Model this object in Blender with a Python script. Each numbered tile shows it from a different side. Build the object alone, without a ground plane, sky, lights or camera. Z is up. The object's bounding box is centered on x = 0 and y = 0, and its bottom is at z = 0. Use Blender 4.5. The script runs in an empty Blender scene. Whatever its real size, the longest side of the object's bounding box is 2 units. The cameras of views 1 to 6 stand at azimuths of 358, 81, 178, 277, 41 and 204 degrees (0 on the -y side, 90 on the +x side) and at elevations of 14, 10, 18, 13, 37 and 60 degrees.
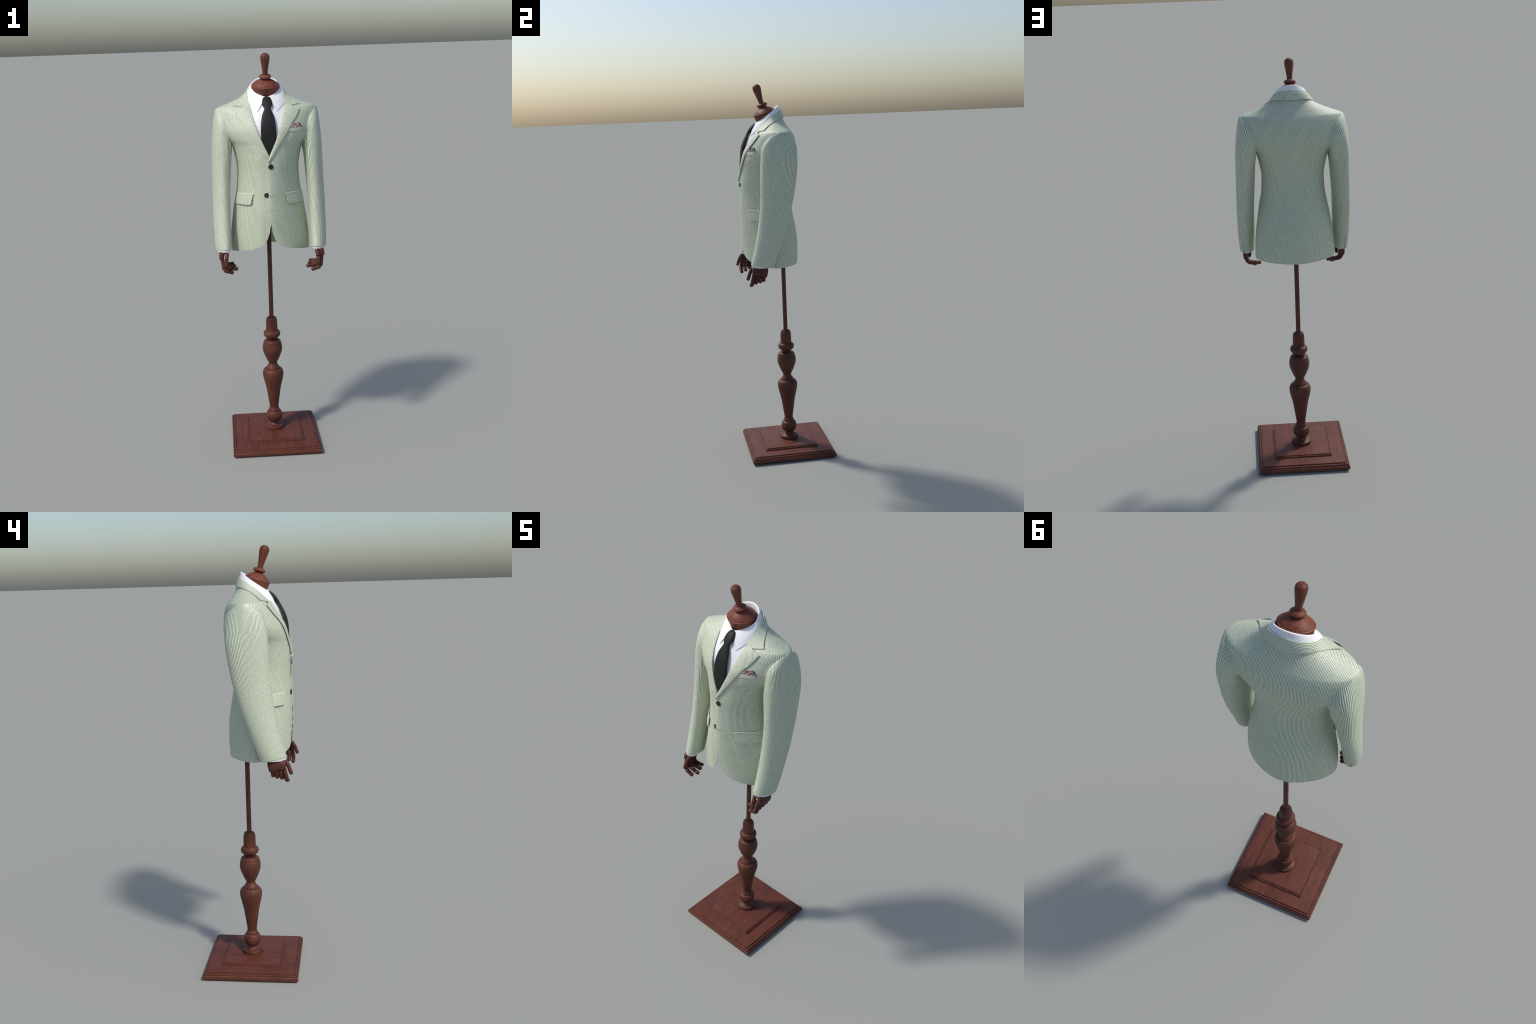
import bpy, bmesh, math, random
import numpy as np
from mathutils import Vector, Matrix

random.seed(7)
CX = 0.0010           # the dressed figure stands a hair right of the pole axis


# ------------------------------------------------------------------ maths
def curve(knots):
    """Smooth monotone (PCHIP) function through (x, value) knots; flat outside."""
    k = sorted(knots)
    X = np.array([p[0] for p in k], float)
    Y = np.array([p[1] for p in k], float)
    h = np.diff(X)
    d = np.diff(Y) / h
    m = np.zeros_like(Y)
    m[0], m[-1] = d[0], d[-1]
    for i in range(1, len(Y) - 1):
        if d[i - 1] * d[i] > 0:
            w1, w2 = 2 * h[i] + h[i - 1], h[i] + 2 * h[i - 1]
            m[i] = (w1 + w2) / (w1 / d[i - 1] + w2 / d[i])

    def f(x):
        x = np.clip(np.asarray(x, float), X[0], X[-1])
        i = np.clip(np.searchsorted(X, x) - 1, 0, len(h) - 1)
        t = (x - X[i]) / h[i]
        return ((1 + 2 * t) * (1 - t) ** 2 * Y[i] + t * (1 - t) ** 2 * h[i] * m[i]
                + t * t * (3 - 2 * t) * Y[i + 1] + t * t * (t - 1) * h[i] * m[i + 1])
    return f


def path(points, n):
    """Centripetal Catmull-Rom curve through 3D points, n samples evenly by length."""
    P = np.array(points, float)
    P = np.vstack([2 * P[0] - P[1], P, 2 * P[-1] - P[-2]])
    out = []
    for i in range(1, len(P) - 2):
        p0, p1, p2, p3 = P[i - 1:i + 3]
        t = [0.0]
        for a, b in ((p0, p1), (p1, p2), (p2, p3)):
            t.append(t[-1] + max(np.linalg.norm(b - a), 1e-6) ** 0.5)
        for u in np.linspace(t[1], t[2], 40, endpoint=False):
            a1 = (t[1] - u) / (t[1] - t[0]) * p0 + (u - t[0]) / (t[1] - t[0]) * p1
            a2 = (t[2] - u) / (t[2] - t[1]) * p1 + (u - t[1]) / (t[2] - t[1]) * p2
            a3 = (t[3] - u) / (t[3] - t[2]) * p2 + (u - t[2]) / (t[3] - t[2]) * p3
            b1 = (t[2] - u) / (t[2] - t[0]) * a1 + (u - t[0]) / (t[2] - t[0]) * a2
            b2 = (t[3] - u) / (t[3] - t[1]) * a2 + (u - t[1]) / (t[3] - t[1]) * a3
            out.append((t[2] - u) / (t[2] - t[1]) * b1 + (u - t[1]) / (t[2] - t[1]) * b2)
    out.append(P[-2])
    out = np.array(out)
    s = np.concatenate([[0], np.cumsum(np.linalg.norm(np.diff(out, axis=0), axis=1))])
    q = np.linspace(0, s[-1], n)
    return np.stack([np.interp(q, s, out[:, k]) for k in range(3)], 1)


def smooth(a, b, x):
    t = np.clip((np.asarray(x, float) - a) / (b - a), 0, 1)
    return t * t * (3 - 2 * t)


# ------------------------------------------------------ torso cross-sections
# half width, front depth line, back depth line and widest-point line by height
W = curve([(1.00, .1900), (1.05, .1930), (1.08, .1940), (1.11, .1930), (1.15, .1910), (1.19, .1865), (1.23, .1805),
           (1.285, .1720), (1.34, .1600), (1.37, .1555), (1.40, .1520), (1.43, .1500), (1.46, .1490), (1.48, .1500),
           (1.51, .1550), (1.545, .1620), (1.58, .1740), (1.61, .2000), (1.65, .2220), (1.70, .2320), (1.735, .2385),
           (1.750, .2355), (1.757, .2245), (1.762, .2100), (1.772, .1830), (1.786, .1480), (1.798, .1220),
           (1.810, .1030), (1.825, .0880), (1.845, .0760)])
YF = curve([(1.00, -.200), (1.05, -.204), (1.15, -.2080), (1.26, -.2120), (1.34, -.2110), (1.42, -.2080), (1.51, -.2060),
            (1.55, -.2030), (1.60, -.1980), (1.65, -.1890), (1.70, -.1640), (1.743, -.1340), (1.764, -.1120),
            (1.78, -.0950), (1.80, -.0800), (1.82, -.0680), (1.845, -.058)])
YB = curve([(1.00, .0800), (1.05, .0860), (1.08, .0885), (1.13, .0900), (1.19, .0895), (1.23, .0855), (1.29, .0755),
            (1.355, .0640), (1.40, .0590), (1.44, .0585), (1.48, .0605), (1.52, .0655), (1.56, .0735), (1.60, .0820),
            (1.65, .0905), (1.70, .0900), (1.72, .0860), (1.75, .0720), (1.76, .0655), (1.79, .0480), (1.825, .0320), (1.845, .024)])
YM = curve([(1.00, -.055), (1.20, -.055), (1.35, -.060), (1.48, -.052), (1.58, -.040), (1.67, -.025), (1.76, -.027), (1.845, -.020)])
NF = curve([(1.00, 1.75), (1.20, 1.60), (1.33, 1.54), (1.42, 1.62), (1.52, 1.80), (1.64, 2.0), (1.845, 2.0)])
NB = curve([(1.00, 1.74), (1.15, 1.76), (1.28, 1.85), (1.40, 2.0), (1.48, 2.05), (1.56, 2.35), (1.64, 2.3), (1.75, 2.2), (1.845, 2.0)])


def front_y(x, z):
    n = NF(z)
    r = np.clip(np.abs(x) / W(z), 0, 1)
    return YM(z) + (YF(z) - YM(z)) * (1 - r ** n) ** (1 / n)


def back_y(x, z):
    n = NB(z)
    r = np.clip(np.abs(x) / W(z), 0, 1)
    return YM(z) + (YB(z) - YM(z)) * (1 - r ** n) ** (1 / n)


def front_point(x, z, lift=0.0):
    """Point(s) on the jacket front, moved out along the surface normal."""
    x, z = np.broadcast_arrays(np.asarray(x, float), np.asarray(z, float))
    y = front_y(x, z)
    e = 2e-3
    dx = (front_y(x + e, z) - front_y(x - e, z)) / (2 * e)
    dz = (front_y(x, z + e) - front_y(x, z - e)) / (2 * e)
    N = np.stack([dx, -np.ones_like(dx), dz], -1)
    N /= np.linalg.norm(N, axis=-1, keepdims=True)
    return np.stack([x, y, z], -1) + N * np.asarray(lift)[..., None]


# ------------------------------------------------------------------ materials
def new_material(name):
    m = bpy.data.materials.new(name)
    m.use_nodes = True
    return m, m.node_tree, m.node_tree.nodes["Principled BSDF"]


def node(t, kind, **inputs):
    n = t.nodes.new(kind)
    for k, v in inputs.items():
        if k.startswith("_"):
            setattr(n, k[1:], v)
        else:
            key = int(k[1:]) if k[0] == "i" and k[1:].isdigit() else k.replace("_", " ")
            if hasattr(v, "is_output"):
                t.links.new(v, n.inputs[key])
            else:
                n.inputs[key].default_value = v
    return n


def ramp(t, fac, stops):
    r = t.nodes.new("ShaderNodeValToRGB")
    t.links.new(fac, r.inputs[0])
    e = r.color_ramp.elements
    while len(e) < len(stops):
        e.new(0.5)
    for k, (p, c) in zip(e, stops):
        k.position, k.color = p, (*c, 1)
    return r.outputs[0]


def mixc(t, fac, a, b, blend="MIX"):
    n = t.nodes.new("ShaderNodeMix")
    n.data_type, n.blend_type = "RGBA", blend
    for sock, v in ((n.inputs[0], fac), (n.inputs[6], a), (n.inputs[7], b)):
        if hasattr(v, "is_output"):
            t.links.new(v, sock)
        else:
            sock.default_value = v if isinstance(v, (int, float)) else (*v, 1)
    return n.outputs[2]


PERIOD = 0.0048        # width of one wale of the striped cloth


def cloth_material():
    """Pale green striped suiting: light wales, darker olive grooves, woven speckle.
    'grain' is the running width of the cloth in metres across the wales."""
    m, t, b = new_material("striped_suiting")
    co = node(t, "ShaderNodeTexCoord").outputs["Object"]
    g = node(t, "ShaderNodeAttribute", _attribute_name="grain", _attribute_type="GEOMETRY").outputs["Fac"]
    wob = node(t, "ShaderNodeTexNoise", Vector=co, Scale=90.0, Detail=2.0).outputs["Fac"]
    g2 = node(t, "ShaderNodeMath", _operation="MULTIPLY_ADD", i0=wob, i1=0.0010, i2=g).outputs[0]
    ph = node(t, "ShaderNodeMath", _operation="MULTIPLY", i0=g2, i1=2 * math.pi / PERIOD).outputs[0]
    s = node(t, "ShaderNodeMath", _operation="SINE", i0=ph).outputs[0]
    s = node(t, "ShaderNodeMath", _operation="MULTIPLY_ADD", i0=s, i1=0.5, i2=0.5).outputs[0]
    speck = node(t, "ShaderNodeTexNoise", Vector=co, Scale=420.0, Detail=3.0, Roughness=0.7).outputs["Fac"]
    patch = node(t, "ShaderNodeTexNoise", Vector=co, Scale=140.0, Detail=2.0).outputs["Fac"]
    k = node(t, "ShaderNodeMath", _operation="MULTIPLY_ADD", i0=patch, i1=0.6, i2=-0.3).outputs[0]
    k = node(t, "ShaderNodeMath", _operation="ADD", i0=s, i1=k).outputs[0]
    col = ramp(t, k, [(0.18, CLOTH_DARK), (0.66, CLOTH_LIGHT)])
    dust = ramp(t, speck, [(0.34, (0.68, 0.68, 0.68)), (0.66, (1.20, 1.20, 1.20))])
    col = mixc(t, 1.0, col, dust, "MULTIPLY")
    t.links.new(col, b.inputs["Base Color"])
    h = node(t, "ShaderNodeMath", _operation="MULTIPLY_ADD", i0=speck, i1=0.5, i2=s).outputs[0]
    bump = node(t, "ShaderNodeBump", Height=h, Strength=0.45, Distance=0.0008)
    t.links.new(bump.outputs[0], b.inputs["Normal"])
    b.inputs["Roughness"].default_value = 0.68
    b.inputs["Specular IOR Level"].default_value = 1.0
    b.inputs["IOR"].default_value = 1.85
    b.inputs["Sheen Weight"].default_value = 0.0
    b.inputs["Sheen Roughness"].default_value = 0.45
    return m


CLOTH_LIGHT, CLOTH_DARK = (0.695, 0.772, 0.560), (0.158, 0.186, 0.132)


def wood_material(name, axis, dark, light, scale=1.0):
    """Stained hardwood; the grain runs along one local axis."""
    m, t, b = new_material(name)
    co = node(t, "ShaderNodeTexCoord").outputs["Object"]
    st = [1.0, 1.0, 1.0]
    st[axis] = 0.07
    mp = node(t, "ShaderNodeMapping", Vector=co)
    mp.inputs["Scale"].default_value = [v * scale for v in st]
    v = mp.outputs[0]
    fine = node(t, "ShaderNodeTexNoise", Vector=v, Scale=260.0, Detail=4.0, Roughness=0.65, Distortion=0.3).outputs["Fac"]
    broad = node(t, "ShaderNodeTexNoise", Vector=v, Scale=55.0, Detail=3.0, Distortion=0.8).outputs["Fac"]
    cloud = node(t, "ShaderNodeTexNoise", Vector=co, Scale=14.0, Detail=2.0).outputs["Fac"]
    k = node(t, "ShaderNodeMath", _operation="MULTIPLY_ADD", i0=broad, i1=0.8, i2=fine).outputs[0]
    k = node(t, "ShaderNodeMath", _operation="MULTIPLY_ADD", i0=cloud, i1=0.55, i2=k).outputs[0]
    mid = tuple((a + c) / 2 for a, c in zip(dark, light))
    col = ramp(t, node(t, "ShaderNodeMath", _operation="MULTIPLY", i0=k, i1=0.40).outputs[0],
               [(0.28, dark), (0.46, mid), (0.66, light)])
    t.links.new(col, b.inputs["Base Color"])
    bump = node(t, "ShaderNodeBump", Height=fine, Strength=0.15, Distance=0.0006)
    t.links.new(bump.outputs[0], b.inputs["Normal"])
    b.inputs["Roughness"].default_value = 0.52
    b.inputs["Specular IOR Level"].default_value = 0.28
    return m


def plain_material(name, colour, rough, spec, grain=0.06, scale=500.0, bump=0.1):
    m, t, b = new_material(name)
    co = node(t, "ShaderNodeTexCoord").outputs["Object"]
    n = node(t, "ShaderNodeTexNoise", Vector=co, Scale=scale, Detail=2.0).outputs["Fac"]
    lo = tuple(c * (1 - grain) for c in colour)
    hi = tuple(min(1, c * (1 + grain)) for c in colour)
    t.links.new(ramp(t, n, [(0.35, lo), (0.65, hi)]), b.inputs["Base Color"])
    bp = node(t, "ShaderNodeBump", Height=n, Strength=bump, Distance=0.0004)
    t.links.new(bp.outputs[0], b.inputs["Normal"])
    b.inputs["Roughness"].default_value = rough
    b.inputs["Specular IOR Level"].default_value = spec
    return m


def kerchief_material():
    """Red silk with pale and dark swirling blotches."""
    m, t, b = new_material("patterned_silk")
    co = node(t, "ShaderNodeTexCoord").outputs["Object"]
    n = node(t, "ShaderNodeTexNoise", Vector=co, Scale=60.0, Detail=0.5, Distortion=1.2).outputs["Fac"]
    w = node(t, "ShaderNodeTexNoise", Vector=co, Scale=85.0, Detail=0.0, Distortion=1.6).outputs["Fac"]
    a = ramp(t, n, [(0.40, (0.06, 0.012, 0.014)), (0.50, (0.20, 0.030, 0.030)), (0.60, (0.30, 0.062, 0.052))])
    f = ramp(t, w, [(0.53, (0, 0, 0)), (0.57, (1, 1, 1))])
    t.links.new(mixc(t, f, a, (0.44, 0.41, 0.43)), b.inputs["Base Color"])
    b.inputs["Roughness"].default_value = 0.5
    return m


CLOTH = cloth_material()
WOOD_UP = wood_material("turned_mahogany", 2, (0.036, 0.0105, 0.0062), (0.142, 0.041, 0.0245))
WOOD_FINIAL = wood_material("handle_mahogany", 2, (0.050, 0.0140, 0.0080), (0.215, 0.060, 0.035))
WOOD_BOARD = wood_material("mahogany_board", 1, (0.042, 0.0125, 0.0075), (0.165, 0.047, 0.028))
WOOD_RING = wood_material("ringed_mahogany", 0, (0.036, 0.0115, 0.0062), (0.135, 0.042, 0.0245))
WOOD_CAP = wood_material("red_mahogany", 1, (0.062, 0.0170, 0.0095), (0.240, 0.068, 0.039), 1.2)
WOOD_HAND = wood_material("limb_mahogany", 2, (0.034, 0.0105, 0.0068), (0.125, 0.037, 0.024), 1.6)
SHIRT = plain_material("white_poplin", (0.80, 0.80, 0.82), 0.5, 0.5, 0.02)
TIE = plain_material("charcoal_silk", (0.013, 0.013, 0.0135), 0.6, 0.25, 0.12, 900.0)
BUTTON = plain_material("black_horn", (0.012, 0.012, 0.014), 0.4, 0.4, 0.1)
THREAD = plain_material("dark_thread", (0.16, 0.19, 0.14), 0.8, 0.2, 0.2)
PALE_THREAD = plain_material("pale_thread", (0.55, 0.52, 0.52), 0.6, 0.2)  # pale grey of the lower button's thread dots
SILK = kerchief_material()


# ------------------------------------------------------------------ building
ROOT = bpy.data.objects.new("dressed_tailor_mannequin", None)
bpy.context.scene.collection.objects.link(ROOT)
ROOT["label"] = "tailor mannequin in pale green striped suit on turned wooden stand"
ROOT["category"] = "mannequin"


def add(name, verts, faces, material, parent=ROOT, smooth_angle=40, shift=True, at=None):
    verts = np.asarray(verts, float).reshape(-1, 3).copy()
    if shift:
        verts[:, 0] += CX
    me = bpy.data.meshes.new(name)
    me.from_pydata(verts.tolist(), [], [tuple(int(i) for i in f) for f in faces])
    me.validate()
    bm = bmesh.new()
    bm.from_mesh(me)
    bmesh.ops.recalc_face_normals(bm, faces=bm.faces)
    bm.to_mesh(me)
    bm.free()
    me.materials.append(material)
    o = bpy.data.objects.new(name, me)
    bpy.context.scene.collection.objects.link(o)
    o.parent = parent
    soften(me, smooth_angle)
    return o


def soften(me, angle):
    me.shade_smooth() if hasattr(me, "shade_smooth") else None
    if angle < 180:
        me.set_sharp_from_angle(angle=math.radians(angle))


def grid_faces(r, c, wrap=False):
    f = []
    for i in range(r - 1):
        for j in range(c if wrap else c - 1):
            k = (j + 1) % c
            f.append((i * c + j, i * c + k, (i + 1) * c + k, (i + 1) * c + j))
    return f


def slab(P, thickness, rim=True):
    """Closed sheet of cloth: grid P (r, c, 3) as the outer face, a copy set back along
    the normals, joined round the rim. Returns verts, faces and, per vertex, its grid index."""
    r, c = P.shape[:2]
    du = np.gradient(P, axis=1)
    dv = np.gradient(P, axis=0)
    N = np.cross(du, dv)
    N /= np.linalg.norm(N, axis=-1, keepdims=True) + 1e-12
    if ((P - np.array([0, -.05, P[..., 2].mean()])) * N).sum() < 0:      # the sheet thickens inward
        N = -N
    t = np.broadcast_to(np.asarray(thickness, float), (r, c))[..., None]
    V = np.concatenate([P.reshape(-1, 3), (P - N * t).reshape(-1, 3)])
    n = r * c
    F = grid_faces(r, c)
    F = F + [tuple(n + i for i in f[::-1]) for f in F]
    edge = [i for i in range(c)] + [i * c + c - 1 for i in range(1, r)] + \
           [(r - 1) * c + i for i in range(c - 2, -1, -1)] + [i * c for i in range(r - 2, 0, -1)]
    for a, b in zip(edge, edge[1:] + edge[:1]):
        F.append((b, a, n + a, n + b))
    return V, F


def set_grain(o, per_vertex, per_corner=None):
    """Store the cloth's running width (a plain number) that the stripes follow."""
    me = o.data
    a = me.attributes.new("grain", "FLOAT", "CORNER")
    li = np.empty(len(me.loops), np.int32)
    me.loops.foreach_get("vertex_index", li)
    vals = np.asarray(per_vertex, np.float32)[li]
    if per_corner is not None:
        vals = per_corner(me, li, vals)
    a.data.foreach_set("value", np.ascontiguousarray(vals, np.float32))


def lathe(profile, centre, axis=(0, 0, 1), segments=64, squash=1.0, dense=1):
    """Solid of revolution. profile: (radius, height) pairs from bottom to top."""
    P = np.array(profile, float)
    a = np.array(axis, float)
    a /= np.linalg.norm(a)
    u = np.array([1.0, 0, 0]) if abs(a[0]) < 0.3 else np.array([0, 1.0, 0])
    u = u - a * (u @ a)
    u /= np.linalg.norm(u)
    v = np.cross(a, u)
    v /= np.linalg.norm(v)
    th = np.arange(segments) * 2 * np.pi / segments
    ring = np.cos(th)[:, None] * u + np.sin(th)[:, None] * v * squash
    V = (np.array(centre) + P[:, 1][:, None, None] * a + P[:, 0][:, None, None] * ring[None]).reshape(-1, 3)
    F = grid_faces(len(P), segments, True)
    F.append(tuple(range(segments - 1, -1, -1)))
    F.append(tuple((len(P) - 1) * segments + i for i in range(segments)))
    return V, F


def round_profile(points, radius=0.002, n=4):
    """Round the corners of a (radius, height) profile."""
    P = [np.array(p, float) for p in points]
    out = [P[0]]
    for a, b, c in zip(P, P[1:], P[2:]):
        r1 = min(radius, np.linalg.norm(a - b) * 0.45)
        r2 = min(radius, np.linalg.norm(c - b) * 0.45)
        s = b + (a - b) / np.linalg.norm(a - b) * r1
        e = b + (c - b) / np.linalg.norm(c - b) * r2
        for k in np.linspace(0, 1, n):
            out.append((1 - k) ** 2 * s + 2 * k * (1 - k) * b + k * k * e)
    out.append(P[-1])
    return out


def arc(r0, h0, r1, h1, bulge, n=8):
    """Curved run of a profile between two points, bowed outward by 'bulge'."""
    k = np.linspace(0, 1, n)
    d = np.array([r1 - r0, h1 - h0])
    nrm = np.array([d[1], -d[0]]) / (np.linalg.norm(d) + 1e-9)
    return [(r0 + d[0] * t + nrm[0] * bulge * 4 * t * (1 - t), h0 + d[1] * t + nrm[1] * bulge * 4 * t * (1 - t)) for t in k]


# ------------------------------------------------------------------ the stand
PX, PY = 0.0, 0.0105      # pole axis


def stepped_board():
    """Square base: a moulded plate with two small steps, and a raised panel with two more."""
    def frustum(levels, corner):
        V, F = [], []
        for h, z in levels:
            for sx, sy in ((-1, -1), (1, -1), (1, 1), (-1, 1)):
                V.append((sx * h, sy * h, z))
        for i in range(len(levels) - 1):
            for j in range(4):
                k = (j + 1) % 4
                F.append((i * 4 + j, i * 4 + k, i * 4 + 4 + k, i * 4 + 4 + j))
        F.append((3, 2, 1, 0))
        n = (len(levels) - 1) * 4
        F.append((n, n + 1, n + 2, n + 3))
        return V, F

    def plate(name, levels):
        V, F = frustum(levels, 0)
        o = add(name, V, F, WOOD_BOARD, shift=False, smooth_angle=30)
        bm = bmesh.new()
        bm.from_mesh(o.data)
        bmesh.ops.bevel(bm, geom=bm.edges[:], offset=0.0004, segments=2, affect="EDGES", profile=0.6)
        bm.to_mesh(o.data)
        bm.free()
        soften(o.data, 35)
        return o

    plate("base_plate", [(.2235, .0045), (.2270, .0080), (.2270, .0210), (.2245, .0248), (.2215, .0252), (.2215, .0222), (.2193, .0222),
                         (.2193, .0310), (.2180, .0327), (.2108, .0330), (.2108, .0300), (.2086, .0300), (.2086, .0378), (.2076, .0388)])
    plate("base_panel", [(.1460, .0355), (.1440, .0375), (.1440, .0448), (.1430, .0458), (.1382, .0458), (.1382, .0430), (.1360, .0430), (.1360, .0492), (.1350, .0502)])
    for sx in (-1, 1):
        for sy in (-1, 1):
            V = [(sx * .198 + dx * .021, sy * .198 + dy * .021, z) for z in (0.0, .0065) for dx, dy in ((-1, -1), (1, -1), (1, 1), (-1, 1))]
            add("base_foot", V, [(3, 2, 1, 0), (4, 5, 6, 7), (0, 1, 5, 4), (1, 2, 6, 5), (2, 3, 7, 6), (3, 0, 4, 7)], WOOD_BOARD, shift=False)


def turned(name, profile, material, radius=0.0015):
    V, F = lathe(round_profile(profile, radius), (PX, PY, 0), segments=72)
    return add(name, V, F, material, shift=False, smooth_angle=50)


stepped_board()
turned("pedestal_foot", [(.0486, .0480), (.0490, .0500), (.0490, .0640), (.0472, .0662), (.0390, .0690), (.0300, .0740), (.0235, .0800), (.0205, .0865), (.0200, .0890)], WOOD_UP)
turned("pedestal_ball", arc(.0195, .0860, .0400, .1080, .004) + arc(.0410, .1150, .0410, .1280, .0012, 5) + arc(.0395, .1340, .0305, .1460, .0025) + [(.0285, .1480), (.0290, .1510), (.0285, .1545)]
       + arc(.0275, .1580, .0235, .1680, -.001), WOOD_UP, .001)
turned("pedestal_baluster", [(.0230, .1660), (.0232, .1750), (.0246, .1850), (.0285, .2120), (.0330, .2420), (.0375, .2740), (.0425, .2980), (.0480, .3200), (.0525, .3400), (.0546, .3560),
                             (.0543, .3660), (.0525, .3740), (.0490, .3810), (.0440, .3865), (.0375, .3890), (.0350, .3885)], WOOD_UP, .006)
turned("pedestal_neck", [(.0350, .3860), (.0350, .3900), (.0335, .3960), (.0300, .4010), (.0260, .4070), (.0225, .4130), (.0210, .4175)], WOOD_UP, .003)
turned("pedestal_vase", [(.0205, .4150), (.0218, .4190), (.0260, .4290), (.0340, .4450), (.0415, .4630), (.0470, .4780), (.0500, .4900), (.0512, .5000), (.0508, .5120), (.0490, .5235),
                         (.0462, .5290), (.0462, .5340), (.0445, .5395), (.0410, .5440), (.0350, .5475), (.0240, .5490)], WOOD_RING, .004)
turned("pedestal_collar", [(.0205, .5470), (.0205, .5540), (.0225, .5575), (.0330, .5620), (.0400, .5690), (.0436, .5780), (.0436, .5860), (.0405, .5935), (.0350, .5980), (.0300, .6000)], WOOD_UP, .004)
turned("pedestal_cap", [(.0302, .5980), (.0300, .6050), (.0293, .6300), (.0289, .6500), (.0278, .6590), (.0250, .6670), (.0200, .6720), (.0105, .6745)], WOOD_UP, .004)
turned("pole", [(.0113, .6700), (.0113, 1.45)], WOOD_UP)

# ------------------------------------------------- neck block and finial (wood)
AX = np.array([0, -0.271, 0.962])                 # the neck leans forward
RC = np.array([-0.0010, -0.0714, 1.8946])         # centre of the turned ring


def on_axis(name, profile, material, radius=.0015, squash=1.0, segments=64):
    o_prof = round_profile(profile, radius)
    V, F = lathe(o_prof, (0, 0, 0), (0, 0, 1), segments, squash)
    o = add(name, V, F, material, shift=False, smooth_angle=50)
    o.location = RC + np.array([CX, 0, 0])
    o.rotation_euler = (math.atan2(0.271, 0.962), 0, 0)
    return o


neck = on_axis("neck_block", [(.0560, -.0900), (.0590, -.0760), (.0655, -.0450), (.0664, -.0425), (.0650, -.0405), (.0618, -.0385), (.0612, -.0392), (.0603, -.0372),
                              (.0560, -.0330), (.0480, -.0265), (.0390, -.0210), (.0300, -.0165), (.0220, -.0130), (.0150, -.0115)], WOOD_CAP, .0012, squash=0.905)
on_axis("finial_ring", [(.0100, -.0125)] + arc(.0190, -.0115, .0190, .0085, .0095, 14) + [(.0105, .0095)], WOOD_CAP, .001)
on_axis("finial_handle", [(.0122, .0050), (.0122, .0140), (.0138, .0300), (.0165, .0480), (.0190, .0640), (.0211, .0770), (.0219, .0860), (.0216, .0930), (.0200, .0990),
                          (.0170, .1030), (.0128, .1052), (.0118, .1072), (.0085, .1090), (.0004, .1096)], WOOD_FINIAL, .003)


# ------------------------------------------------------------------ jacket body
# front edge of the overlapping (x+) panel, and the roll line of the lapels above it
EDGE = curve([(1.00, .0120), (1.150, .0085), (1.166, .0060), (1.20, .0010), (1.25, -.0050), (1.29, -.0078), (1.35, -.0085), (1.45, -.0070), (1.506, -.0055),
              (1.532, .0005), (1.566, .0160), (1.615, .0370), (1.663, .0550), (1.703, .0675), (1.745, .0772), (1.788, .0822), (1.815, .0820), (1.845, .0720)])
UNDER = curve([(1.00, .0150), (1.150, .0115), (1.166, .0090), (1.20, .0035), (1.24, -.0060), (1.29, -.0180), (1.45, -.0200), (1.500, -.0120),
               (1.532, .0005), (1.566, .0160), (1.615, .0370), (1.663, .0550), (1.703, .0675), (1.745, .0772), (1.788, .0822), (1.815, .0820), (1.845, .0720)])
# hem height by distance from the front edge, as a share of the way to the side
HEM = curve([(0, 1.1600), (.045, 1.1295), (.12, 1.1065), (.20, 1.0932), (.32, 1.0820), (.50, 1.0722), (.70, 1.0630), (1.0, 1.0550)])
HEMB = curve([(0, 1.0550), (.5, 1.0545), (1, 1.0535)])
Z0, Z1 = 1.0585, 1.843


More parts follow.
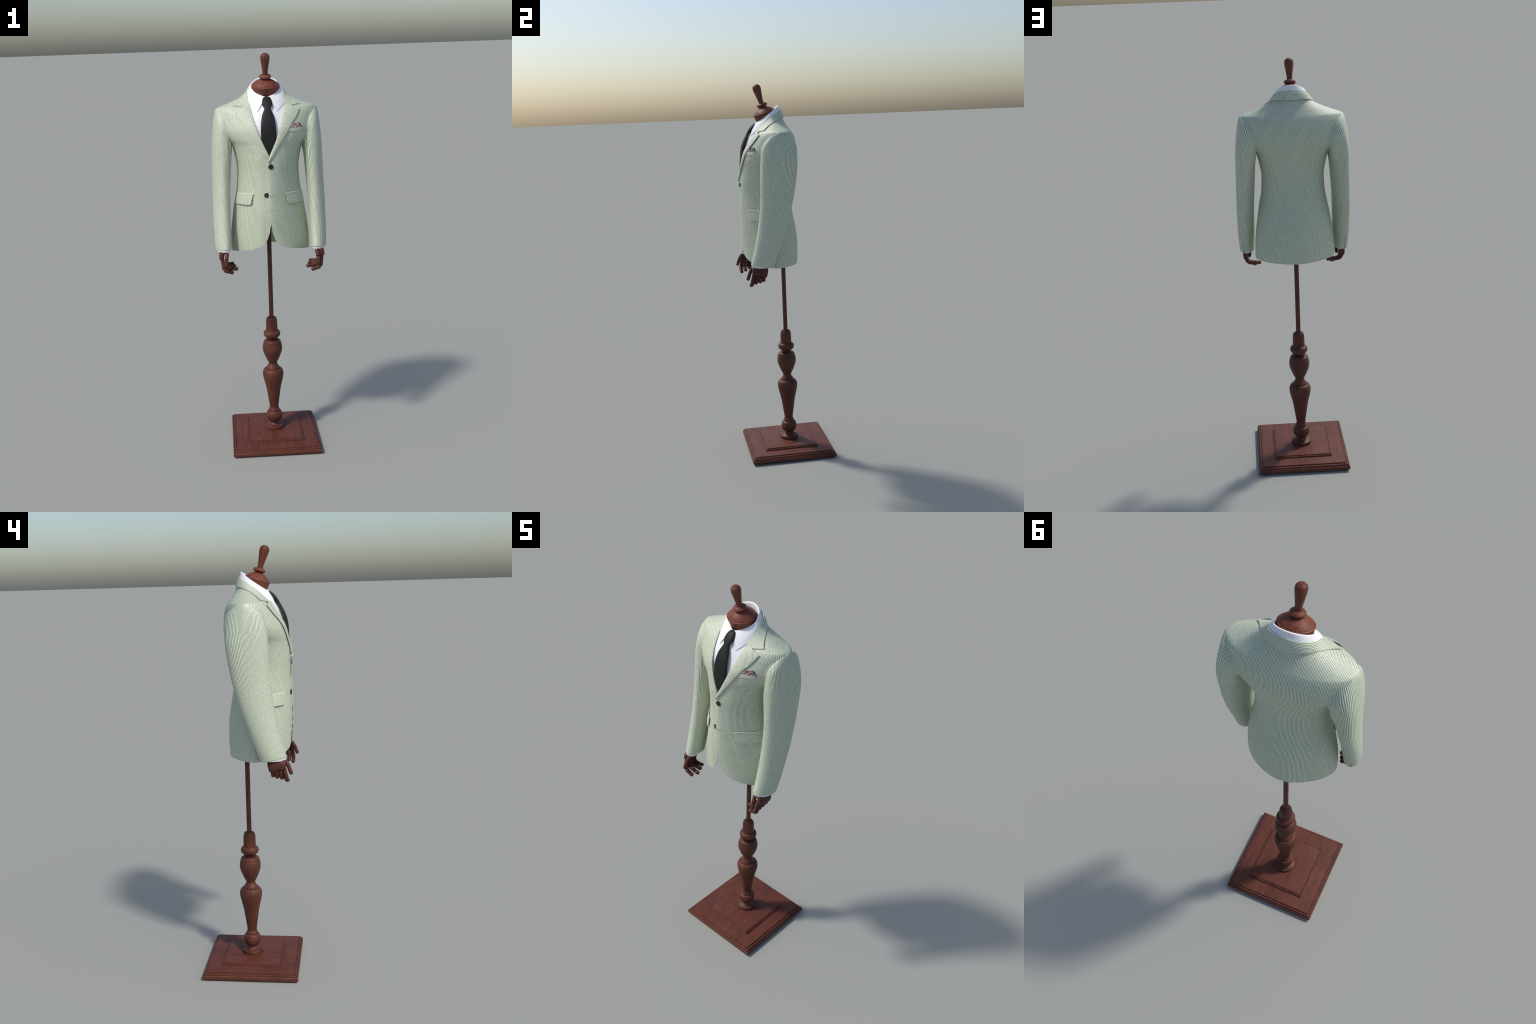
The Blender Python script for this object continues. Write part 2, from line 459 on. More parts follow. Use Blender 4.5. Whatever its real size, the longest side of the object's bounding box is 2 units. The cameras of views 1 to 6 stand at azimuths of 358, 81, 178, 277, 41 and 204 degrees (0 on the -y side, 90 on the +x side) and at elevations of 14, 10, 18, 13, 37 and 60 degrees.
def jacket():
    rows, nf, nb = 210, 150, 110
    zr = np.concatenate([np.linspace(Z0, 1.70, 120, endpoint=False), np.linspace(1.70, 1.75, 20, endpoint=False), np.linspace(1.75, Z1, rows - 140)])
    p = np.linspace(0, 1, nf) ** 1.35
    cols = []
    lift = 1 - smooth(Z0, 1.36, zr)

    def heights(hem):
        return zr[:, None] + (hem - Z0)[None, :] * lift[:, None]

    def side_of(edge, sign):
        z = heights(HEM(p))
        n, w = NF(z), W(z)
        e = edge(z) + 0.0
        a0 = np.sign(e) * np.arcsin(np.clip((np.abs(e) / w), 0, 1) ** (n / 2))
        a = a0 + (np.pi / 2 - a0) * p[None, :]
        x = np.sign(a) * w * np.abs(np.sin(a)) ** (2 / n)
        y = YM(z) + (YF(z) - YM(z)) * np.cos(a) ** (2 / n)
        s = np.abs(np.sin(np.clip(a, 0, 9)))
        arcl = w * np.arcsin(np.clip(x / w, -1, 1)) * 1.0
        k = smooth(1.60, 1.72, z)
        u = arcl * (1 - k) + x * k
        u = u - 0.45 * (y - YM(z)) * smooth(1.735, 1.765, z) * 0.6
        P = np.stack([sign * x, y, z], -1)
        return P, u

    R, ur = side_of(EDGE, 1)
    L, ul = side_of(UNDER, -1)
    # the under panel sits a cloth's thickness behind the overlap
    under = (1 - smooth(.015, .05, np.abs(L[..., 0]))) * (1 - smooth(1.50, 1.56, L[..., 2]))
    L[..., 1] += 0.0045 * under
    q = np.linspace(0, 2, nb * 2 - 1)[1:-1]            # side (x+) 0 -> centre back 1 -> side 2
    z = heights(HEMB(np.where(q > 1, 2 - q, q)))
    n, w = NB(z), W(z)
    a = (np.pi / 2) * (1 - q)[None, :] * np.ones_like(z)
    x = np.sign(a) * w * np.abs(np.sin(a)) ** (2 / n)
    y = YM(z) + (YB(z) - YM(z)) * np.abs(np.cos(a)) ** (2 / n)
    k = smooth(1.58, 1.72, z)
    ub = w * np.arcsin(np.clip(x / w, -1, 1)) * (1 - k) + x * k
    y = y - .007 * smooth(.04, .12, -x) * (1 - smooth(1.16, 1.32, z)) * np.abs(np.cos(a))
    B = np.stack([x, y, z], -1)
    P = np.concatenate([R, B, L[:, ::-1]], 1)
    # cloth grain for each column, and the same for the back's reading at the side seams
    U = np.concatenate([ur, ub, ul[:, ::-1] + 0.0013], 1)
    r, c = P.shape[:2]
    V, F = slab(P[:, ::-1], 0.003)
    U = U[:, ::-1]
    o = add("jacket_body", V, F, CLOTH, smooth_angle=60)
    Uv = np.concatenate([U.ravel(), U.ravel()])
    seam_lo, seam_hi = nf - 1, c - nf           # columns (from the L side after reversing)
    wb = w * np.pi / 2 * (1 - smooth(1.58, 1.72, zr))[:, None] + w * smooth(1.58, 1.72, zr)[:, None]

    def fix(me, li, vals):
        # faces of the back use the back's reading where they touch a side seam
        n_all = r * c
        col = (li % n_all) % c
        row = (li % n_all) // c
        st = np.empty(len(me.polygons), np.int32)
        tot = np.empty(len(me.polygons), np.int32)
        me.polygons.foreach_get("loop_start", st)
        me.polygons.foreach_get("loop_total", tot)
        fid = np.repeat(np.arange(len(tot)), tot)
        inside = (col > seam_lo) & (col < seam_hi)
        any_in = np.zeros(len(tot), bool)
        np.logical_or.at(any_in, fid, inside)
        edge_w = wb[row, 0]
        on_lo = (col == seam_lo) & any_in[fid]
        on_hi = (col == seam_hi) & any_in[fid]
        vals = np.where(on_lo, -edge_w, vals)
        vals = np.where(on_hi, edge_w, vals)
        return vals
    set_grain(o, Uv, fix)
    return o


BODY = jacket()

# ------------------------------------------------------------------ sleeves
OUT_X = curve([(1.050, .2660), (1.075, .2690), (1.10, .2715), (1.15, .2740), (1.20, .2750), (1.25, .2752), (1.32, .2745), (1.41, .2722), (1.48, .2706), (1.55, .2684), (1.61, .2650),
               (1.66, .2605), (1.71, .2528), (1.735, .2472), (1.750, .2400), (1.757, .2290)])
IN_X = curve([(1.050, .1965), (1.08, .1955), (1.11, .1945), (1.19, .1925), (1.25, .1915), (1.34, .1885), (1.44, .1820), (1.545, .1750), (1.580, .1715)])
FRONT_Y = curve([(1.060, -.2010), (1.09, -.1935), (1.145, -.1775), (1.205, -.1630), (1.28, -.1475), (1.345, -.1380), (1.42, -.1300), (1.52, -.1250), (1.595, -.1220), (1.650, -.1140), (1.68, -.105)])
BACK_Y = curve([(1.040, -.0850), (1.07, -.0760), (1.136, -.0535), (1.207, -.0300), (1.277, -.0068), (1.345, .0140), (1.41, .0335), (1.475, .0470), (1.53, .0560), (1.604, .0655), (1.657, .0705), (1.69, .066)])


def sleeve(sign):
    zo = curve([(-.10, 1.750), (0, 1.7520), (.05, 1.7455), (.12, 1.728), (.30, 1.640), (.65, 1.470), (1, 1.30)])
    zi = curve([(-.10, 1.600), (0, 1.578), (.30, 1.520), (.65, 1.425), (1, 1.30)])
    zf = curve([(-.10, 1.655), (0, 1.648), (.12, 1.620), (.30, 1.575), (.65, 1.448), (1, 1.30)])
    hem_o, hem_i, hem_f, hem_b = 1.079, 1.081, 1.089, 1.071
    qs = np.concatenate([[-.10], np.linspace(0, 1, 110), np.linspace(1.012, 2, 80)])
    nphi = 160
    phi = np.arange(nphi) * 2 * np.pi / nphi
    rows = []
    for q in qs:
        if q <= 1:
            o_, i_, f_ = float(zo(q)), float(zi(q)), float(zf(q))
            b_ = f_ + 0.006 * (1 - max(q, 0))
        else:
            k = q - 1
            o_, i_, f_, b_ = (1.30 + (h - 1.30) * k for h in (hem_o, hem_i, hem_f, hem_b))
        O = np.array([OUT_X(o_), 0, o_])
        I = np.array([IN_X(i_), 0, i_])
        mid_y = 0.5 * (FRONT_Y(f_) + BACK_Y(b_))
        O[1] = I[1] = mid_y
        skew = float(smooth(0, .45, q))
        skew *= 1 - .65 * max(0.0, q - 1)
        O[1] += .008 * skew
        I[1] -= .010 * skew
        M = (O + I) / 2
        fx = M[0] - .007 - .005 * (1 - skew)
        bx = M[0] - .008 * (1 - float(smooth(0, .45, q))) + .006 * skew
        Fp = np.array([fx, FRONT_Y(f_), f_])
        Bp = np.array([bx, BACK_Y(b_), b_])
        if q < 0:                                  # tuck the sleeve head under the shoulder
            O[0], I[0], Fp[0], Bp[0] = .195, .150, .165, .165
            Fp[1] += .02
            Bp[1] -= .02
            O[2] -= .004
        n = 2.1 + .45 * float(smooth(.01, .14, q)) * (1 - float(smooth(.3, .7, q)))
        cth = np.sign(np.cos(phi)) * np.abs(np.cos(phi)) ** (2 / n)
        sth = np.sign(np.sin(phi)) * np.abs(np.sin(phi)) ** (2 / n)
        ring = M + cth[:, None] * (O - I) / 2 + np.where(sth > 0, sth, 0)[:, None] * (Fp - M) + np.where(sth < 0, -sth, 0)[:, None] * (Bp - M)
        rows.append(ring)
    # hem: turn the cloth in and back up inside
    outer = list(rows)
    for sc, back, up in ((.985, 1, -.0012), (.965, 1, -.0006), (.95, 3, 0), (.92, 12, 0)):
        ring = outer[-back]
        C = ring.mean(0)
        rows.append(C + (ring - C) * np.array([sc, sc, 1]) + np.array([0, 0, up]))
    P = np.array(rows)
    P[..., 0] *= sign
    r, c = P.shape[:2]
    o = add("sleeve", P.reshape(-1, 3), grid_faces(r, c, True), CLOTH, smooth_angle=70)
    # running width of the cloth round the arm, measured at the elbow ring
    ref = P[85]
    step = np.linalg.norm(np.roll(ref, -1, 0) - ref, axis=1)
    girth = step.sum()
    arc_at = np.concatenate([[0], np.cumsum(step)])
    width_of = lambda f: np.interp(np.mod(f, 2 * np.pi), np.linspace(0, 2 * np.pi, c + 1), arc_at) - np.where(np.mod(f, 2 * np.pi) > np.pi + 1e-6, girth, 0)
    # wales hang plumb on the sleeve head: read the angle round the arm's axis in plan
    X_, Y_, Z_ = np.abs(P[..., 0]), P[..., 1], P[..., 2]
    zz = np.minimum(Z_, 1.64)
    fy, by = FRONT_Y(zz), BACK_Y(zz)
    sy = ((fy + by) / 2 - Y_) / ((by - fy) / 2)
    xo, xi = OUT_X(np.minimum(Z_, 1.62)), IN_X(np.minimum(Z_, 1.58))
    xc = (xo + xi) / 2 - .055 * smooth(1.58, 1.757, Z_)
    sx = (X_ - xc) / (xo - xc)
    plan = np.arctan2(sy, sx)
    phw = np.where(phi > np.pi, phi - 2 * np.pi, phi)
    qq = np.concatenate([qs, np.full(r - len(qs), 2.0)])[:, None]
    wgt = (1 - smooth(.6, 1.0, qq)) * smooth(-.75, -.25, np.cos(phi))[None, :]
    u = width_of(plan * wgt + phw[None, :] * (1 - wgt))
    u = u.ravel()

    def wrap(me, li, vals):
        # the underarm seam: faces that straddle it read the far side's width
        tot = np.empty(len(me.polygons), np.int32)
        me.polygons.foreach_get("loop_total", tot)
        fid = np.repeat(np.arange(len(tot)), tot)
        col = li % c
        strad = np.zeros(len(tot), bool)
        np.logical_or.at(strad, fid, col == c // 2 + 1)
        return np.where((col == c // 2) & strad[fid], vals - girth, vals)
    set_grain(o, u, wrap)
    # raised dark strip, with no opening cut, at the back of the cuff
    k = np.linspace(0, 1, 14)
    a = 2 * math.pi * 0.80
    dark_strip = []
    for t in k:
        row = P[-6 - int(t * 22)]
        j = int(round((a / (2 * math.pi) + .012 * t) * c)) % c
        cen = row.mean(0)
        d = (row[j] - cen) / np.linalg.norm(row[j] - cen)
        tang = np.array([-d[1], d[0], 0])
        dark_strip.append([row[j] + d * .0006 - tang * .0012, row[j] + d * .0016, row[j] + d * .0006 + tang * .0012])
    V, F = slab(np.array(dark_strip), .001)
    add("cuff_slit_strip", V, F, THREAD, parent=o)
    # white shirt cuff
    base = P[-8]
    C = base.mean(0)
    low = np.array([0, 0, -.0175])
    tilt = (base - C)
    ringv = []
    for sc, dz in ((.90, .02), (.90, -.0200), (.885, -.0213), (.865, -.0203), (.865, .02)):
        fwd = np.clip(.5 - (base[:, 1] - C[1]) / .11, 0, 1)
        pts = C + tilt * np.array([sc, sc, 1]) + np.array([0, -.0055 * (dz < 0), 0])
        pts[:, 2] += dz if dz > 0 else dz * (.30 + .70 * fwd)
        ringv.append(pts)
    ringv = np.array(ringv)
    add("shirt_cuff", ringv.reshape(-1, 3), grid_faces(len(ringv), c, True), SHIRT, smooth_angle=60)
    return o


SLEEVES = [sleeve(1), sleeve(-1)]

# ------------------------------------------------------------------ lapels
LAP_OUT = curve([(1.500, -.006), (1.507, -.0035), (1.535, .0165), (1.570, .0380), (1.603, .0610), (1.638, .0835), (1.674, .1080), (1.703, .1300), (1.742, .1535)])


def lapel(sign):
    n, m = 120, 40
    zt = np.linspace(1.503, 1.7415, n)
    rows = []
    for i, z in enumerate(zt):
        e, o_ = float(EDGE(z)), float(LAP_OUT(z))
        row = []
        for p in np.linspace(0, 1, m):
            x = e + (o_ - e) * p
            # upper rows rise toward the gorge: lapel tip at the outer edge, notch further in and higher
            k = smooth(1.66, 1.7415, z)
            zz = z + k * 0.0235 * (1 - smooth(0, 1, (p - 0.0) / 1.0) ** 1.0) * smooth(-.3, .45, p) if True else z
            lift = .0052 + .0014 * math.sin(math.pi * p) - .0015 * (1 - p) ** 8 + .0012 * p
            xx = x
            if sign < 0 and z < 1.54:
                lift -= .0030 * (1 - smooth(1.51, 1.54, z))
            row.append(front_point(xx, zz, lift))
        rows.append(row)
    P = np.array(rows)
    P[..., 0] *= sign
    V, F = slab(P if sign < 0 else P[:, ::-1], .0028)
    o = add("lapel", V, F, CLOTH, smooth_angle=50)
    X, Zz = np.abs(P[..., 0]), P[..., 2]
    u = (2.1 * X + 1.0 * Zz) / 2.33
    u = u if sign < 0 else u[:, ::-1]
    set_grain(o, np.concatenate([u.ravel(), u.ravel()]))
    return o


LAPEL = [lapel(1), lapel(-1)]

# ------------------------------------------------------------------ jacket collar
def jacket_collar():
    ns, m = 260, 26
    half_in = [(.0790, -.1245, 1.7535), (.0835, -.0960, 1.7830), (.0860, -.0600, 1.8150), (.0840, -.0280, 1.8380), (.0690, .0010, 1.8550), (.0400, .0185, 1.8640), (0, .0240, 1.8665)]
    half_out = [(.1520, -.0885, 1.7655), (.1365, -.0715, 1.7800), (.1255, -.0540, 1.7915), (.1090, -.0280, 1.8070), (.0900, -.0020, 1.8175), (.0650, .0215, 1.8235), (.0330, .0335, 1.8235), (0, .0370, 1.8225)]
    mir = lambda h: [np.array(p) for p in h] + [np.array(p) * (-1, 1, 1) for p in h[-2::-1]]
    A, B = path(mir(half_in), ns), path(mir(half_out), ns)
    rows = []
    for p in np.linspace(0, 1, m):
        Q = A + (B - A) * p
        # bow outward between the two edges
        out = Q - np.array([0, -.045, 0])
        out[:, 2] = 0.025
        out /= np.linalg.norm(out, axis=1, keepdims=True)
        Q = Q + out * (.0020 * math.sin(math.pi * p) + .0004 + .0030 * p)
        rows.append(Q)
    P = np.array(rows)
    s = np.concatenate([[0], np.cumsum(np.linalg.norm(np.diff((A + B) / 2, axis=0), axis=1))])
    # front ends follow the gorge: from the roll line up to the notch, then out to the collar tip
    V, F = slab(P, .0032)
    o = add("jacket_collar", V, F, CLOTH, smooth_angle=50)
    wdt = np.linalg.norm(B - A, axis=1)
    u = np.linspace(0, 1, m)[:, None] * wdt[None, :]
    set_grain(o, np.concatenate([u.ravel(), u.ravel()]))


jacket_collar()

# ------------------------------------------------------------------ pockets, buttons
def patch(name, corners, material, lift, thick, nu=50, nv=24, bevel=.0, sag=0.0, parent=ROOT, shape=None):
    """Cloth patch on the jacket front. corners in (x, z): inner-top, outer-top, outer-low, inner-low."""
    it, ot, ol, il = [np.array(c, float) for c in corners]
    G = np.zeros((nv, nu, 3))
    for j, v in enumerate(np.linspace(0, 1, nv)):
        for i, u in enumerate(np.linspace(0, 1, nu)):
            # even steps along the curve of the body rather than along x
            a = it * (1 - v) + il * v
            b = ot * (1 - v) + ol * v
            wz = float(W((a[1] + b[1]) / 2))
            ta, tb = math.asin(max(-1, min(1, a[0] / wz))), math.asin(max(-1, min(1, b[0] / wz)))
            x = wz * math.sin(ta + (tb - ta) * u)
            z = a[1] + (b[1] - a[1]) * u
            d = lift * (shape(u, v) if shape else 1.0)
            G[j, i] = front_point(x, z, d)
    return G


def cloth_patch(name, G, thick, grain_dir=0):
    V, F = slab(G, thick)
    o = add(name, V, F, CLOTH, smooth_angle=40)
    sx = np.concatenate([np.zeros((G.shape[0], 1)), np.cumsum(np.linalg.norm(np.diff(G, axis=1), axis=2), axis=1)], 1)
    sx = sx + grain_dir * G[..., 2]
    set_grain(o, np.concatenate([sx.ravel(), sx.ravel()]))
    return o


def flap(sign):
    z_in = .0705 if sign > 0 else .0790
    sh = lambda u, v: (1.0 + .20 * math.sin(math.pi * v) + .70 * v) * (1 - .55 * float(smooth(.45, 1, u)))
    G = patch("pocket_flap", [(z_in, 1.3530), (.1570, 1.3500), (.1660, 1.2960), (z_in + .0090, 1.3005)], CLOTH, .0056, .003, shape=sh)
    # rounded lower corners
    nv, nu = G.shape[:2]
    for i in range(nu):
        e = min(i, nu - 1 - i) / 7.0
        if e < 1:
            k = .0065 * (1 - math.sqrt(max(0, 1 - (1 - e) ** 2)))
            h = G[0, i, 2] - G[-1, i, 2]
            G[:, i] = G[0, i] + (G[:, i] - G[0, i]) * ((h - k) / h)
    G[..., 0] *= sign
    # rolled jetting along the pocket mouth
    top = G[0]
    th = np.arange(8) * np.pi / 4
    roll = np.array([[p + .0020 * np.array([0, -math.cos(t), math.sin(t)]) for t in th] for p in top])
    F = grid_faces(len(top), 8, True) + [tuple(range(8)), tuple(len(top) * 8 - 8 + i for i in range(8))]
    j = add("pocket_jetting", roll.reshape(-1, 3), F, CLOTH)
    set_grain(j, np.full(len(top) * 8, PERIOD * .12))
    return cloth_patch("pocket_flap", G if sign > 0 else G[:, ::-1], .0028, .16)


flap(1)
flap(-1)

# breast pocket welt and kerchief (on x+)
G = patch("breast_welt", [(.0950, 1.6660), (.1620, 1.6665), (.1560, 1.6435), (.0890, 1.6415)], CLOTH, .0026, .002, 40, 12)
cloth_patch("breast_welt", G, .0022)


def kerchief():
    nu, nv = 40, 14
    G = np.zeros((nv, nu, 3))
    for i, u in enumerate(np.linspace(0, 1, nu)):
        x0 = .1015 + (.1610 - .1015) * u
        top = .0015 + .0145 * u if u < .86 else .0140 * (1 - (u - .86) / .14) ** .7
        for j, v in enumerate(np.linspace(0, 1, nv)):
            fold = .0022 * math.sin(u * 21 + 2.0 * v) + .0012 * math.sin(u * 47 + 1.3)
            G[j, i] = front_point(x0 - .006 * (1 - v) * u, 1.6600 + (top + .0065) * (1 - v), .0024 + abs(fold))
    V, F = slab(G, .0018)
    return add("pocket_square", V, F, SILK, smooth_angle=50)


kerchief()


def button(x, z, lift):
    p = front_point(x, z, lift)
    e = front_point(x, z, lift + .01) - p
    V, F = lathe(round_profile([(.0080, -.0010), (.0112, -.0004), (.0122, .0006), (.0116, .0019), (.0092, .0022), (.0080, .0015), (.0001, .0014)], .0008), p, e, 40)
    o = add("button", V, F, BUTTON, smooth_angle=45)
    ax = e / np.linalg.norm(e)
    for dx, dz in ((-.0022, 0), (.0022, 0)):
        c = p + np.array([dx, 0, dz]) + ax * .0011
        V, F = lathe([(.0010, 0), (.0010, .0008)], c, e, 10)
        add("button_thread", V, F, PALE_THREAD if z < 1.4 else BUTTON, parent=o)
    return o


button(.0053, 1.4838, .0015)
button(-.0191, 1.3489, -.0040)


def stitched_hole(points, lift, width=.0016):
    """Worked buttonhole: a thin raised cord laid on the cloth."""
    pts = np.array([front_point(x, z, lift) for x, z in points])
    q = path(pts, 24)
    rows = []
    for i, c in enumerate(q):
        tan = q[min(i + 1, 23)] - q[max(i - 1, 0)]
        tan /= np.linalg.norm(tan)
        nrm = np.array([0, -1.0, .2])
        s = np.cross(tan, nrm)
        s /= np.linalg.norm(s)
        u = np.cross(s, tan)
        th = np.arange(8) * np.pi / 4
        rows.append(c + width / 2 * (np.cos(th)[:, None] * s + np.sin(th)[:, None] * u))
    R = np.array(rows)
    F = grid_faces(len(R), 8, True) + [tuple(range(8)), tuple(len(R) * 8 - 8 + i for i in range(8))]
    return add("buttonhole", R.reshape(-1, 3), F, THREAD)


stitched_hole([(-.0045, 1.3478), (.004, 1.3468), (.012, 1.3466), (.0185, 1.3462)], .0004)
stitched_hole([(.1095, 1.7445), (.1180, 1.7390), (.1235, 1.7340), (.1290, 1.7355)], .0062)

# ------------------------------------------------------------------ shirt and tie
SH_Y = curve([(1.500, -.197), (1.55, -.195), (1.60, -.189), (1.65, -.180), (1.70, -.1645), (1.75, -.140), (1.785, -.118), (1.800, -.108)])
SH_K = curve([(1.500, .6), (1.55, .8), (1.65, 1.3), (1.70, 1.9), (1.75, 3.2), (1.800, 5.5)])


def shirt_front():
    z = np.linspace(1.505, 1.800, 60)
    x = np.linspace(-1, 1, 61)
    hw = np.clip(EDGE(z) + .028, .02, .098)
    X = x[None, :] * hw[:, None]
    Y = SH_Y(z)[:, None] + SH_K(z)[:, None] * X ** 2
    P = np.stack([X, Y, np.broadcast_to(z[:, None], X.shape)], -1)
    V, F = slab(P, .002)
    add("shirt_front", V, F, SHIRT)


shirt_front()


def shirt_collar():
    ns, m = 220, 24
    top, low = [], []
    for a in np.linspace(0.06, math.pi, 14):
        lx, ly = .0728 * math.sin(a), -math.cos(a)
        if ly < 0:                                   # the front closes to a point
            ly = -(1 - math.sin(a) ** 1.45) ** (1 / 1.45)
        c = np.array([0, -.0498, 1.8445])
        d = np.array([0, .0637, .0437])
        top.append(c + np.array([lx, 0, 0]) + d * ly)
    low = [(.0450, -.1445, 1.7350), (.0600, -.1310, 1.7500), (.0780, -.1080, 1.7690), (.0900, -.0750, 1.7920), (.0890, -.0400, 1.8120), (.0800, -.0080, 1.8260), (.0600, .0130, 1.8360), (.0310, .0240, 1.8410), (0, .0270, 1.8420)]
    mir = lambda h: [np.array(p) for p in h] + [np.array(p) * (-1, 1, 1) for p in h[-2::-1]]
    A, B = path(mir(top), ns), path(mir(low), ns)
    rows = []
    out = (A + B) / 2 - np.array([0, -.05, 0])
    out[:, 2] = 0
    out /= np.linalg.norm(out, axis=1, keepdims=True)
    # inside stand, over the top fold, then the falling leaf
    for k, dz in ((-.0070, -.040), (-.0072, -.012), (-.0070, -.004), (-.0058, -.0008), (-.0030, .0006), (-.0008, .0004)):
        rows.append(A + out * k + np.array([0, 0, dz]))
    for p in np.linspace(.015, 1, m):
        rows.append(A + (B - A) * p + out * ((.0050 - .0035 * smooth(-.07, .0, A[:, 1]))[:, None] * math.sin(math.pi * p * .9) * (1 - .3 * p)))
    for k in (.0018, .0026):
        rows.append(B - out * k + np.array([0, 0, .0006]))
    rows.append(A + (B - A) * .5 - out * .002)
    P = np.array(rows)
    add("shirt_collar", P.reshape(-1, 3), grid_faces(len(rows), ns), SHIRT, smooth_angle=60)


shirt_collar()


def tie():
    hw = curve([(1.500, .020), (1.540, .026), (1.580, .0335), (1.61, .0360), (1.645, .0362), (1.675, .0345), (1.70, .0312), (1.72, .0268), (1.738, .0190), (1.747, .0150), (1.752, .0150),
                (1.757, .0185), (1.764, .0225), (1.773, .0240), (1.785, .0222), (1.794, .0190), (1.798, .0165), (1.802, .0105)])
    yf = curve([(1.500, -.199), (1.55, -.2000), (1.592, -.1995), (1.63, -.1985), (1.66, -.1955), (1.69, -.1885), (1.7235, -.1740), (1.745, -.1625), (1.757, -.1560),
                (1.775, -.1450), (1.7915, -.1300), (1.800, -.1190)])

    def body(name, z):
        th = np.linspace(0, 2 * np.pi, 48, endpoint=False)
        rows = []
        for k in z:
            h, f = float(hw(k)), float(yf(k))
            d = .0085 + (.003 if k > 1.752 else 0)
            x = h * np.sign(np.cos(th)) * np.abs(np.cos(th)) ** .8
            y = f + d - d * np.sign(np.sin(th)) * np.abs(np.sin(th)) ** .8
            rows.append(np.stack([x + .0005, y, np.full_like(x, k)], 1))
        R = np.array(rows)
        n = 48
        F = grid_faces(len(z), n, True) + [tuple(range(n)), tuple((len(z) - 1) * n + i for i in range(n))]
        return add(name, R.reshape(-1, 3), F, TIE, smooth_angle=55)
    body("tie_blade", np.linspace(1.505, 1.7535, 70))
    body("tie_knot", np.linspace(1.7480, 1.802, 26))


tie()

# ------------------------------------------------------------------ hands
def capsule(a, b, ra, rb, tip=0.0, n=20):
    """Rounded wooden finger piece from a to b; tip > 0 points the end."""
    a, b = np.array(a, float), np.array(b, float)
    L = np.linalg.norm(b - a)
    if tip > 0:
        end = [(rb, L - rb * (.62 + .3 * tip)), (rb * .93, L - rb * .42), (rb * (.74 - .1 * tip), L - rb * .16), (rb * (.45 - .15 * tip), L - rb * .03), (rb * .10, L)]
    else:
        end = [(rb, L - rb * .30), (rb * .95, L - rb * .12), (rb * .72, L)]
    prof = [(ra * .72, 0), (ra * .94, ra * .10), (ra, ra * .28), (ra * .98 + rb * .02, L * .45)] + end
    return lathe(prof, a, b - a, n)


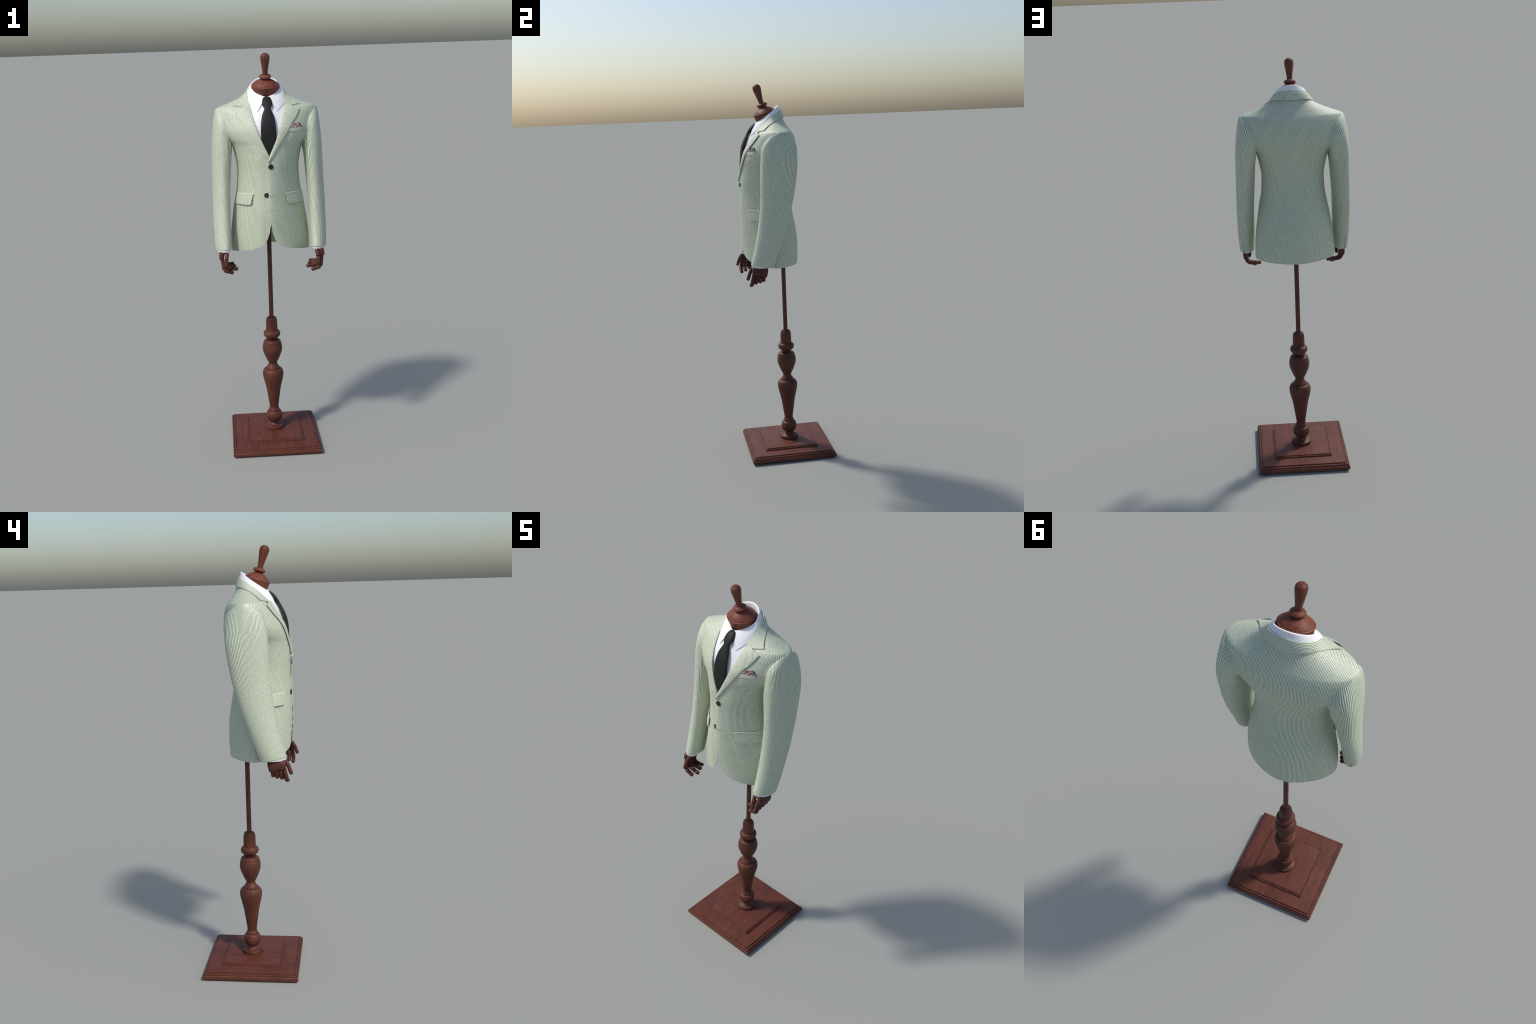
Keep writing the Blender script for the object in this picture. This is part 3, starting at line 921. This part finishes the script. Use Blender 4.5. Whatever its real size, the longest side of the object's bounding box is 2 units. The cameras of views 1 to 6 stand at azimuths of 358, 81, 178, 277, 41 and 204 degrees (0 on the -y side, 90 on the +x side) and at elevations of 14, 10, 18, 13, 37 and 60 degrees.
def hand(sign):
    X = lambda p: np.array([p[0] * sign, p[1], p[2]])
    # palm: a rounded block, thick at the wrist, thinner at the knuckles
    sec = [(1.098, (-.140, .2310), .0300, .0150), (1.078, (-.1445, .2320), .0385, .0170), (1.070, (-.1490, .2350), .0405, .0175), (1.060, (-.1505, .2420), .0408, .0140), (1.045, (-.1530, .2445), .0390, .0120),
           (1.034, (-.1545, .2440), .0375, .0105), (1.031, (-.1545, .2440), .0355, .0085)]
    th = np.linspace(0, 2 * np.pi, 48, endpoint=False)
    rows = []
    for z, (cy, cx), hy, hx in sec:
        ct = np.sign(np.cos(th)) * np.abs(np.cos(th)) ** .55
        st = np.sign(np.sin(th)) * np.abs(np.sin(th)) ** .55
        y = cy + hy * ct
        low = 1 - smooth(1.045, 1.085, z)
        rows.append(np.stack([(cx + hx * st) * sign, y, z - low * .215 * (y - cy + .0)], 1))
    R = np.array(rows)
    F = grid_faces(len(sec), 48, True) + [tuple(range(48)), tuple((len(sec) - 1) * 48 + i for i in range(48))]
    palm = add("hand", R.reshape(-1, 3), F, WOOD_HAND, smooth_angle=45)

    def piece(name, a, b, ra, rb, tip=0.0):
        V, F = capsule(X(a), X(b), ra, rb, tip)
        add(name, V, F, WOOD_HAND, parent=palm, smooth_angle=45)

    piece("thumb_segment", (.2160, -.1860, 1.0720), (.2215, -.2035, 1.0430), .0090, .0094)
    piece("thumb_segment", (.2215, -.2030, 1.0420), (.2240, -.2150, 1.0085), .0092, .0086, .5)
    ys = [-.1845, -.1670, -.1490, -.1312]
    kz = [1.0370, 1.0330, 1.0285, 1.0235]
    pip = [(.2330, -.1935, .9890), (.2310, -.1720, .9960), (.2310, -.1510, 1.0005), (.2320, -.1330, 1.0055)]
    dip = [(.2100, -.1940, .9800), (.2060, -.1735, .9890), (.2070, -.1505, .9960), (.2110, -.1310, 1.0010)]
    tips = [(.1880, -.1940, .9745), (.1660, -.1735, .9880), (.1760, -.1480, .9975), (.1840, -.1265, 1.0050)]
    mid = [None, (.1880, -.1750, .9905), (.1950, -.1492, .9965), (.2000, -.1290, 1.0030)]
    for i in range(4):
        r = .0101 if i < 3 else .0092
        piece("finger_segment", (.2415, ys[i], kz[i]), pip[i], r * .92, r)
        d = dip[i] if mid[i] is None else mid[i]
        piece("finger_segment", pip[i], d, r, r * .92)
        piece("finger_segment", d, tips[i], r * .95, r * .95, .5)
    return palm


hand(1)
hand(-1)


# ------------------------------------------------- soft join of sleeves and body
def loop_data(o):
    me = o.data
    li = np.empty(len(me.loops), np.int32)
    me.loops.foreach_get("vertex_index", li)
    N = np.empty(len(me.loops) * 3, np.float32)
    me.corner_normals.foreach_get("vector", N)
    return li, N.reshape(-1, 3)


def soft_joins(body, sleeves, radius=.016):
    """Turn the shading normals of both cloths toward each other where they meet,
    most under the arm, hardly at the shoulder ridge."""
    from mathutils.bvhtree import BVHTree
    trees = {}
    for o in [body] + sleeves:
        me = o.data
        trees[o.name] = BVHTree.FromPolygons([v.co[:] for v in me.vertices], [p.vertices[:] for p in me.polygons])
    new = {}
    for o in [body] + sleeves:
        li, N = loop_data(o)
        others = sleeves if o == body else [body]
        add_n = np.zeros((len(o.data.vertices), 4))
        for v in o.data.vertices:
            if v.co.z < 1.50 or abs(v.co.x) < .13:
                continue
            for t in others:
                loc, nor, idx, d = trees[t.name].find_nearest(v.co, radius)
                if loc is None:
                    continue
                w = .5 * (1 - d / radius) ** 1.2 * (1 - .75 * float(smooth(1.70, 1.755, v.co.z)))
                if nor.dot(Vector((math.copysign(1, v.co.x) * .2, 1 if v.co.y > -.03 else -1, 0))) > -.2:
                    add_n[v.index] = (*nor, w)
        w = add_n[li, 3:4]
        M = N * (1 - w) + add_n[li, :3] * w
        M /= np.linalg.norm(M, axis=1, keepdims=True) + 1e-9
        new[o.name] = M
    for o in [body] + sleeves:
        o.data.normals_split_custom_set(new[o.name].tolist())


soft_joins(BODY, SLEEVES)
